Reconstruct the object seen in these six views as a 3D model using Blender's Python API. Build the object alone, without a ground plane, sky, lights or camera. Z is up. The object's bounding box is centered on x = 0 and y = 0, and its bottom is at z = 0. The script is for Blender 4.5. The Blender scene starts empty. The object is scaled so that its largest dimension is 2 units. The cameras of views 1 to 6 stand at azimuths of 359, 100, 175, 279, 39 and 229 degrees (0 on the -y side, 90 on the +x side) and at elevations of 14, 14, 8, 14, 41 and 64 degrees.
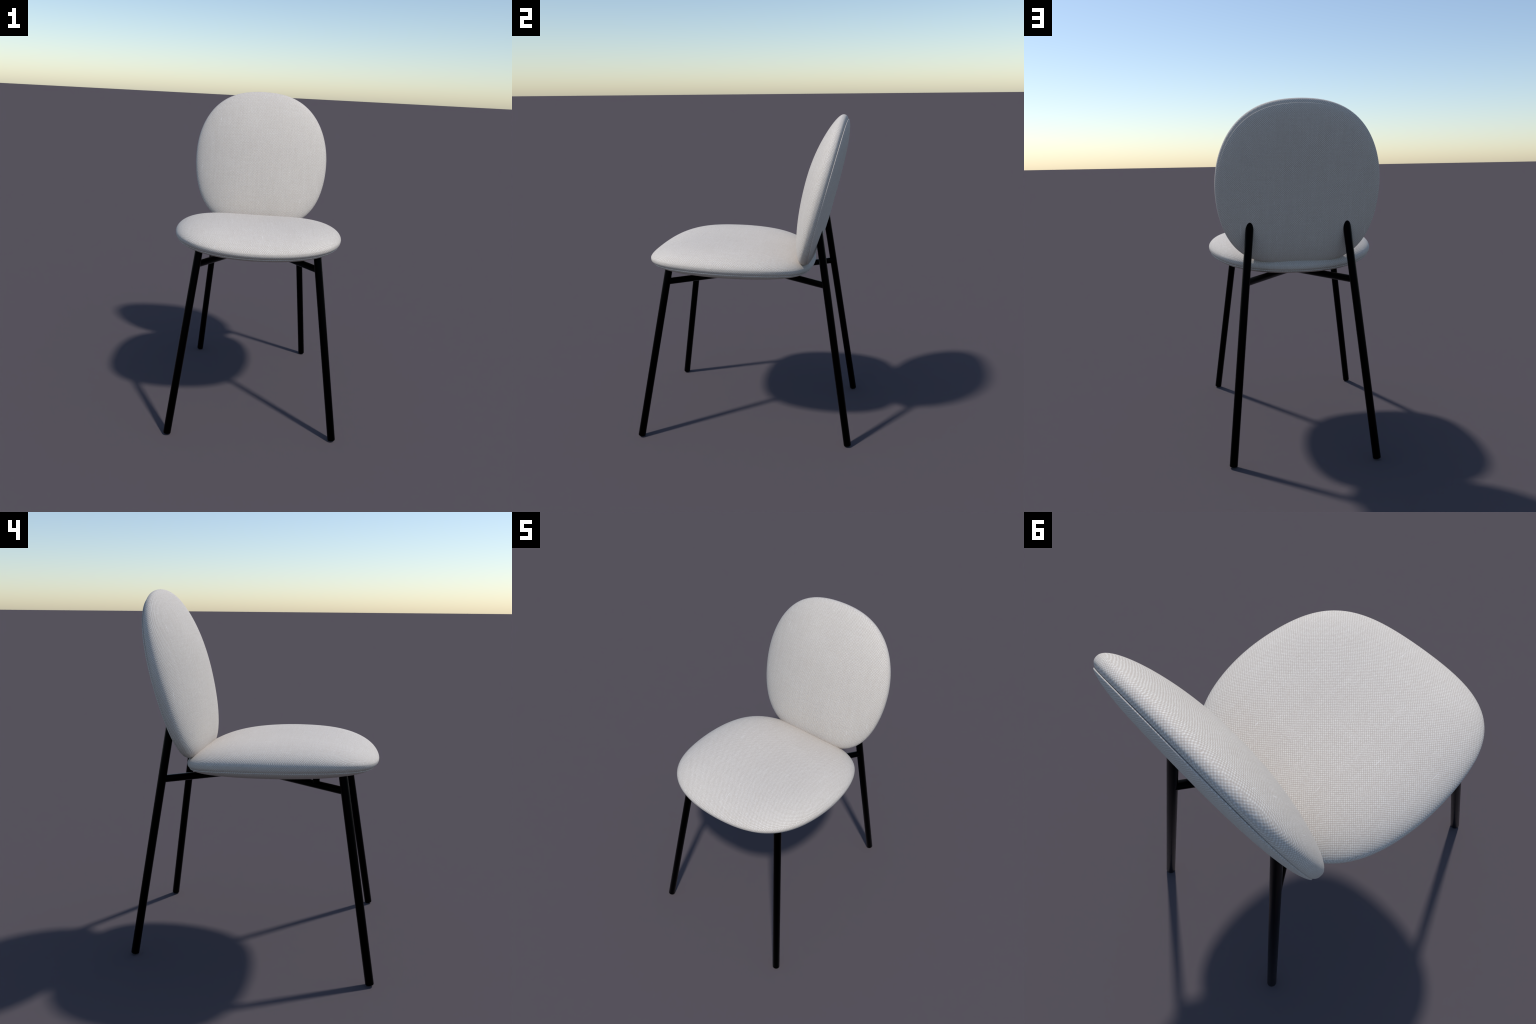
"""Upholstered side chair: two rounded pads (seat and backrest) on a thin black
tubular frame with four splayed legs and two crossing bars under the seat."""
import bpy, math
import numpy as np
from mathutils import Vector, Matrix

# ------------------------------------------------------------------ materials
def fabric_material():
    """Off-white plain-weave upholstery: checkerboard of raised yarns with
    brownish gaps, faint slubs along both yarn directions."""
    m = bpy.data.materials.new("woven_fabric")
    m.use_nodes = True
    nt = m.node_tree
    nt.nodes.clear()
    N, L = nt.nodes.new, nt.links.new

    def math_node(op, a, b=None, c=None, clamp=False):
        n = N("ShaderNodeMath"); n.operation = op; n.use_clamp = clamp
        for i, v in enumerate((a, b, c)):
            if v is None: continue
            if isinstance(v, (int, float)): n.inputs[i].default_value = v
            else: L(v, n.inputs[i])
        return n.outputs[0]

    tc = N("ShaderNodeTexCoord")
    pos = N("ShaderNodeSeparateXYZ"); L(tc.outputs["Object"], pos.inputs[0])
    nor = N("ShaderNodeSeparateXYZ"); L(tc.outputs["Normal"], nor.inputs[0])
    X, Y, Z = pos.outputs
    ax = math_node('ABSOLUTE', nor.outputs[0])
    ay = math_node('ABSOLUTE', nor.outputs[1])
    az = math_node('ABSOLUTE', nor.outputs[2])

    # the cloth is wrapped over the rim: pick the plane the yarns run in
    flat = N("ShaderNodeMapRange"); flat.interpolation_type = 'SMOOTHSTEP'
    flat.inputs[1].default_value = 0.56; flat.inputs[2].default_value = 0.66
    L(az, flat.inputs[0])
    side = N("ShaderNodeMapRange"); side.interpolation_type = 'SMOOTHSTEP'
    side.inputs[1].default_value = -0.12; side.inputs[2].default_value = 0.12
    L(math_node('SUBTRACT', ax, ay), side.inputs[0])

    PITCH = 0.0053
    def weave(u, v):
        """raised-yarn mask, 1 on a yarn float and 0 in the gap"""
        k = math.pi / PITCH
        a = math_node('SINE', math_node('MULTIPLY', u, k))
        b = math_node('SINE', math_node('MULTIPLY', v, k))
        p = math_node('MULTIPLY', a, b)
        return math_node('MULTIPLY_ADD', p, 0.5, 0.5)

    # slight waviness so that the yarns do not run ruler-straight
    wob = N("ShaderNodeTexNoise"); wob.inputs["Scale"].default_value = 22.0
    wob.inputs["Detail"].default_value = 2.0
    L(tc.outputs["Object"], wob.inputs["Vector"])
    wxyz = N("ShaderNodeSeparateColor"); L(wob.outputs["Color"], wxyz.inputs[0])
    def wobble(c, w):
        return math_node('ADD', c, math_node('MULTIPLY', math_node('SUBTRACT', w, 0.5), 0.006))
    Xw = wobble(X, wxyz.outputs[0]); Yw = wobble(Y, wxyz.outputs[1]); Zw = wobble(Z, wxyz.outputs[2])
    def mix(f, a, b):
        n = N("ShaderNodeMix"); n.data_type = 'FLOAT'
        L(f, n.inputs[0]); L(a, n.inputs[2]); L(b, n.inputs[3])
        return n.outputs[0]
    w_top = weave(Xw, Yw)
    w_sx = weave(Yw, Zw)
    w_sy = weave(Xw, Zw)
    w = mix(flat.outputs[0], mix(side.outputs[0], w_sy, w_sx), w_top)

    # yarn-to-yarn variation: long thin streaks along both yarn directions
    def streak(sx, sy, sz, detail=2.0):
        mp = N("ShaderNodeMapping"); mp.inputs["Scale"].default_value = (sx, sy, sz)
        L(tc.outputs["Object"], mp.inputs["Vector"])
        n = N("ShaderNodeTexNoise"); n.inputs["Scale"].default_value = 1.0
        n.inputs["Detail"].default_value = detail
        L(mp.outputs[0], n.inputs["Vector"])
        return n.outputs["Fac"]
    s_long = streak(110, 5, 40)
    s_cross = streak(6, 120, 40)
    speck = streak(190, 190, 190, 1.0)
    blot = streak(9, 9, 9, 3.0)

    # colour: brownish gap -> off-white yarn
    var = math_node('ADD', math_node('MULTIPLY', math_node('SUBTRACT', s_long, 0.5), 0.27),
                    math_node('MULTIPLY', math_node('SUBTRACT', s_cross, 0.5), 0.20))
    var = math_node('ADD', var, math_node('MULTIPLY', math_node('SUBTRACT', speck, 0.5), 0.62))
    var = math_node('ADD', var, math_node('MULTIPLY', math_node('SUBTRACT', blot, 0.5), 0.07))
    fac = math_node('ADD', w, var, clamp=True)
    ramp = N("ShaderNodeValToRGB")
    e = ramp.color_ramp.elements
    e[0].position = 0.0; e[0].color = (0.465, 0.405, 0.354, 1)
    e[1].position = 1.0; e[1].color = (0.700, 0.668, 0.627, 1)
    mid = e.new(0.55); mid.color = (0.540, 0.500, 0.456, 1)
    L(fac, ramp.inputs[0])

    # sparse pale slubs
    slub = N("ShaderNodeMapRange"); slub.interpolation_type = 'SMOOTHSTEP'
    slub.inputs[1].default_value = 0.83; slub.inputs[2].default_value = 0.87
    slub.inputs[4].default_value = 0.6
    L(streak(150, 9, 60, 0.0), slub.inputs[0])
    mc = N("ShaderNodeMix"); mc.data_type = 'RGBA'
    L(slub.outputs[0], mc.inputs[0]); L(ramp.outputs[0], mc.inputs[6])
    mc.inputs[7].default_value = (0.74, 0.72, 0.695, 1)

    bump = N("ShaderNodeBump"); bump.inputs["Strength"].default_value = 0.32
    bump.inputs["Distance"].default_value = 0.0012
    L(math_node('ADD', w, math_node('MULTIPLY', speck, 0.5)), bump.inputs["Height"])

    bs = N("ShaderNodeBsdfPrincipled")
    L(mc.outputs[2], bs.inputs["Base Color"])
    L(bump.outputs[0], bs.inputs["Normal"])
    bs.inputs["Roughness"].default_value = 0.85
    bs.inputs["Specular IOR Level"].default_value = 0.25
    out = N("ShaderNodeOutputMaterial"); L(bs.outputs[0], out.inputs[0])
    return m

def metal_material():
    """black lacquered steel: reflects only at grazing angles"""
    m = bpy.data.materials.new("black_lacquered_steel")
    m.use_nodes = True
    nt = m.node_tree
    bs = nt.nodes["Principled BSDF"]
    noise = nt.nodes.new("ShaderNodeTexNoise"); noise.inputs["Scale"].default_value = 60
    tc = nt.nodes.new("ShaderNodeTexCoord"); nt.links.new(tc.outputs["Object"], noise.inputs["Vector"])
    mr = nt.nodes.new("ShaderNodeMapRange")
    mr.inputs[3].default_value = 0.26; mr.inputs[4].default_value = 0.34
    nt.links.new(noise.outputs["Fac"], mr.inputs[0]); nt.links.new(mr.outputs[0], bs.inputs["Roughness"])
    bs.inputs["Base Color"].default_value = (0.0015, 0.0015, 0.0017, 1)
    bs.inputs["Metallic"].default_value = 1.0
    return m

FABRIC = fabric_material()
METAL = metal_material()

# ------------------------------------------------------------------ helpers
def new_object(name, verts, faces, parent, mat, sharp=None):
    me = bpy.data.meshes.new(name)
    me.from_pydata([tuple(v) for v in verts], [], faces)
    me.validate()
    me.polygons.foreach_set("use_smooth", [True] * len(me.polygons))
    if sharp is not None:
        me.set_sharp_from_angle(angle=math.radians(sharp))
    me.materials.append(mat)
    ob = bpy.data.objects.new(name, me)
    bpy.context.scene.collection.objects.link(ob)
    ob.parent = parent
    return ob

def loft(rings, cap_start=None, cap_end=None):
    """rings: array (n, m, 3) of closed rings; caps are single pole points"""
    rings = np.asarray(rings); n, m, _ = rings.shape
    V = list(rings.reshape(-1, 3)); F = []
    for i in range(n - 1):
        for j in range(m):
            k = (j + 1) % m
            F.append((i * m + j, i * m + k, (i + 1) * m + k, (i + 1) * m + j))
    if cap_start is not None:
        V.append(cap_start); c = len(V) - 1
        F += [(c, (j + 1) % m, j) for j in range(m)]
    if cap_end is not None:
        V.append(cap_end); c = len(V) - 1; o = (n - 1) * m
        F += [(c, o + j, o + (j + 1) % m) for j in range(m)]
    return V, F

def tube(name, p0, p1, radius, parent, round0=0.0, round1=0.0, segments=32):
    """straight round bar from p0 to p1 with softened ends"""
    p0, p1 = Vector(p0), Vector(p1)
    d = (p1 - p0); length = d.length; d.normalize()
    q = d.to_track_quat('Z', 'Y').to_matrix()
    prof = []
    steps = 5
    def end(z, s, rr):
        if rr <= 0: return [(z, radius)]
        return [(z + s * rr * (1 - math.sin(a)), radius - rr * (1 - math.cos(a)))
                for a in (math.pi / 2 * (1 - i / steps) for i in range(steps + 1))]
    prof = end(0.0, 1, round0) + end(length, -1, round1)[::-1]
    ang = np.linspace(0, 2 * math.pi, segments, endpoint=False)
    rings = []
    for z, r in prof:
        rings.append([tuple(q @ Vector((r * math.cos(a), r * math.sin(a), z))) for a in ang])
    a0 = tuple(q @ Vector((0, 0, prof[0][0]))); a1 = tuple(q @ Vector((0, 0, prof[-1][0])))
    V, F = loft(rings, a0, a1)
    ob = new_object(name, V, F, parent, METAL, sharp=40)
    ob.location = p0
    return ob

# ------------------------------------------------------------------ pads
class Pad:
    """A rounded upholstered pad. Local axes: x across, y along the pad, z out of
    its padded face. The outline is a cosine series r(theta), theta from +y; the
    padded face is a dome, the other face a shallower shell, joined at a seam
    that sits a little behind the widest line."""
    def __init__(self, **k):
        self.__dict__.update(k)

    def outline(self, th):
        return sum(a * np.cos(i * th) for i, a in enumerate(self.radii)) + self.skew * np.sin(3 * th)

    def saddle(self, x, y):
        return (self.roll * x + self.bend_x * x**2 + self.bend_xxy * x**2 * y
                + self.bend_y * y**2 + self.bend_y3 * y**3 + self.bend_y4 * y**4)

    def face(self, R, x, y):
        f = np.clip(1 - R**self.front_m, 0, 1)**self.front_e + self.crown * (1 - R * R)**2
        w, u = y / 0.5, x / 0.5
        return self.front_h * f * (1 + self.lean * w + self.lean2 * w * w + self.lean3 * w**3
                                   + self.lean_x * u + self.lean_x2 * u * u)

    def depth(self, R):
        return self.back_h * np.clip(1 - R**self.back_m, 0, 1)**self.back_e

    def radius_at_depth(self, d):
        return (1 - (d / self.back_h)**(1 / self.back_e))**(1 / self.back_m)

    def ring(self, th, R, off):
        """points at radius fraction R, normal offset off(x, y) or number"""
        r = self.outline(th) * R
        x, y = r * np.sin(th), r * np.cos(th)
        o = off(x, y) if callable(off) else off * (1 + self.rear_lean * y / 0.5 + self.rear_lean2 * (y / 0.5)**2)
        return np.stack([x, y, self.saddle(x, y) + o], -1)

    def build(self, name, shell_name, parent):
        M = 192
        th = -np.linspace(0, 2 * np.pi, M, endpoint=False)   # ccw seen from +z
        mean_r = self.radii[0]
        # ---- cushion: dome, over the rim, tucked in at the seam
        rings = []
        for t in np.linspace(0.02, 1, 60):
            R = 1 - (1 - t)**2.6
            rings.append(self.ring(th, R, lambda x, y, R=R: self.face(R, x, y)))
        # the seam sinks deeper and further in along the free edge of the pad
        front = np.clip(self.edge * np.cos(th), 0, 1)**1.3
        seam = self.seam + self.seam_front * front
        inset = (self.inset + self.inset_front * front) / mean_r
        R_s = self.radius_at_depth(seam) - inset
        tuck = (self.tuck + self.tuck_front * front) / mean_r
        for d in np.linspace(0, 1, 22)[1:]:
            dep = seam * d
            R = self.radius_at_depth(dep) - inset * d**2.5 - tuck * d**4
            rings.append(self.ring(th, R, -dep))
        for k in (0.005, 0.012):
            rings.append(self.ring(th, R_s - tuck - k / mean_r, -(seam + 0.002)))
        top = (0, 0, float(self.face(np.array(0.0), 0.0, 0.0)))
        V, F = loft(rings[::-1], None, top)
        F = [f[::-1] for f in F]
        cushion = new_object(name, V, F, parent, FABRIC)
        # ---- shell: rounded lip at the seam, then the shallow back face
        rings = []
        lip = self.lip
        rings.append(self.ring(th, R_s - tuck - 0.012 / mean_r, -(seam - 0.0005)))
        for a in np.linspace(0, 1, 9):
            ang = math.pi / 2 * a
            d = seam + lip * (1 - math.cos(ang))
            R = R_s - tuck * 1.02 * (1 - math.sin(ang)) + self.welt * front / mean_r * math.sin(math.pi * a)
            rings.append(self.ring(th, R, -d))
        d0 = seam + lip
        gap = self.radius_at_depth(d0) - R_s
        R0 = self.radius_at_depth(d0)
        for t in np.linspace(0, 1, 48)[1:-1]:
            Rb = R0 * (1 - t**1.8)
            # ease from the lip onto the shell surface
            R = Rb - gap * (Rb / R0)**6
            rings.append(self.ring(th, R, -self.depth(Rb)))
        V, F = loft(rings, None, (0, 0, -self.back_h))
        F = [f[::-1] for f in F]
        shell = new_object(shell_name, V, F, cushion, FABRIC)
        cushion.location = (self.shift, self.centre[0], self.centre[1])
        cushion.rotation_euler = (self.tilt, 0, 0)
        return cushion, shell

seat_pad = Pad(centre=(-0.1336, 1.1114), tilt=-0.0224, shift=-0.0035,
    radii=(0.5415, 0.0048, 0.0080, 0.0027, -0.0226, 0.0001, -0.002, -0.0008, 0.0012), skew=-0.0037,
    front_h=0.1042, front_m=3.3241, front_e=0.6013, crown=0.058,
    lean=-0.0398, lean2=-0.1646, lean3=0.0231, lean_x=-0.0152, lean_x2=0.1125,
    back_h=0.0932, back_m=2.5379, back_e=0.3253, rear_lean=0.0328, rear_lean2=-0.079,
    roll=-0.0102, bend_x=0.1196, bend_xxy=-0.0523, bend_y=0.013, bend_y3=-0.0807, bend_y4=-0.2443,
    edge=-1, seam=0.029, seam_front=0.007, inset=0.005, inset_front=0.005, tuck=0.0018, tuck_front=0.0, lip=0.004, welt=0.0)

back_pad = Pad(centre=(0.4365, 1.5207), tilt=1.3054, shift=0.001,
    radii=(0.4801, 0.0183, 0.0067, 0.0087, -0.017, 0.0035, -0.0038, 0.0002, -0.0003), skew=-0.0011,
    front_h=0.0974, front_m=2.3999, front_e=0.489, crown=0.1081,
    lean=0.1869, lean2=-0.1352, lean3=-0.2113, lean_x=0.0358, lean_x2=-0.0644,
    back_h=0.0845, back_m=2.4975, back_e=0.3545, rear_lean=-0.0916, rear_lean2=0.0,
    roll=0.0011, bend_x=-0.0634, bend_xxy=0.0022, bend_y=-0.0429, bend_y3=0.0608, bend_y4=0.0003,
    edge=1, seam=0.029, seam_front=0.003, inset=0.003, inset_front=0.004, tuck=0.0008, tuck_front=0.0034, lip=0.005, welt=0.002)

# ------------------------------------------------------------------ assembly
chair = bpy.data.objects.new("upholstered_chair", None)
bpy.context.scene.collection.objects.link(chair)
chair["label"] = "off-white upholstered chair with oval pads on thin black legs"
chair["category"] = "chair"

seat_pad.build("seat", "seat_shell", chair)
back_pad.build("backrest", "backrest_shell", chair)

LEG_R, BAR_R = 0.0228, 0.0203
def front_leg(z): return Vector((0.4910 - 0.1346 * z, -0.6552 + 0.1722 * z, z))
def rear_leg(z):  return Vector((0.4037 - 0.0989 * z, 0.6550 - 0.1557 * z, z))
BAR_Z = 1.0045

for axis, top in ((front_leg, 1.085), (rear_leg, 1.37)):
    tilt = (axis(1) - axis(0)).normalized()
    z0 = LEG_R * math.sqrt(1 - tilt.z**2) * 0.85      # lowest point of the foot rests on z = 0
    for s in (1, -1):
        flip = Vector((s, 1, 1))
        tube("leg", axis(z0) * flip, axis(top) * flip, LEG_R, chair, round0=0.006, round1=0.004)

for s in (1, -1):
    a = front_leg(BAR_Z); b = rear_leg(BAR_Z)
    tube("crossbar", (s * a.x, a.y, BAR_Z), (-s * b.x, b.y, BAR_Z + 0.0006 * s), BAR_R, chair)
    p = Vector((s * a.x, a.y, BAR_Z)).lerp(Vector((0, 0.05, BAR_Z)), 0.29)
    tube("mounting_post", p, p + Vector((0, 0, 0.055)), 0.0185, chair)
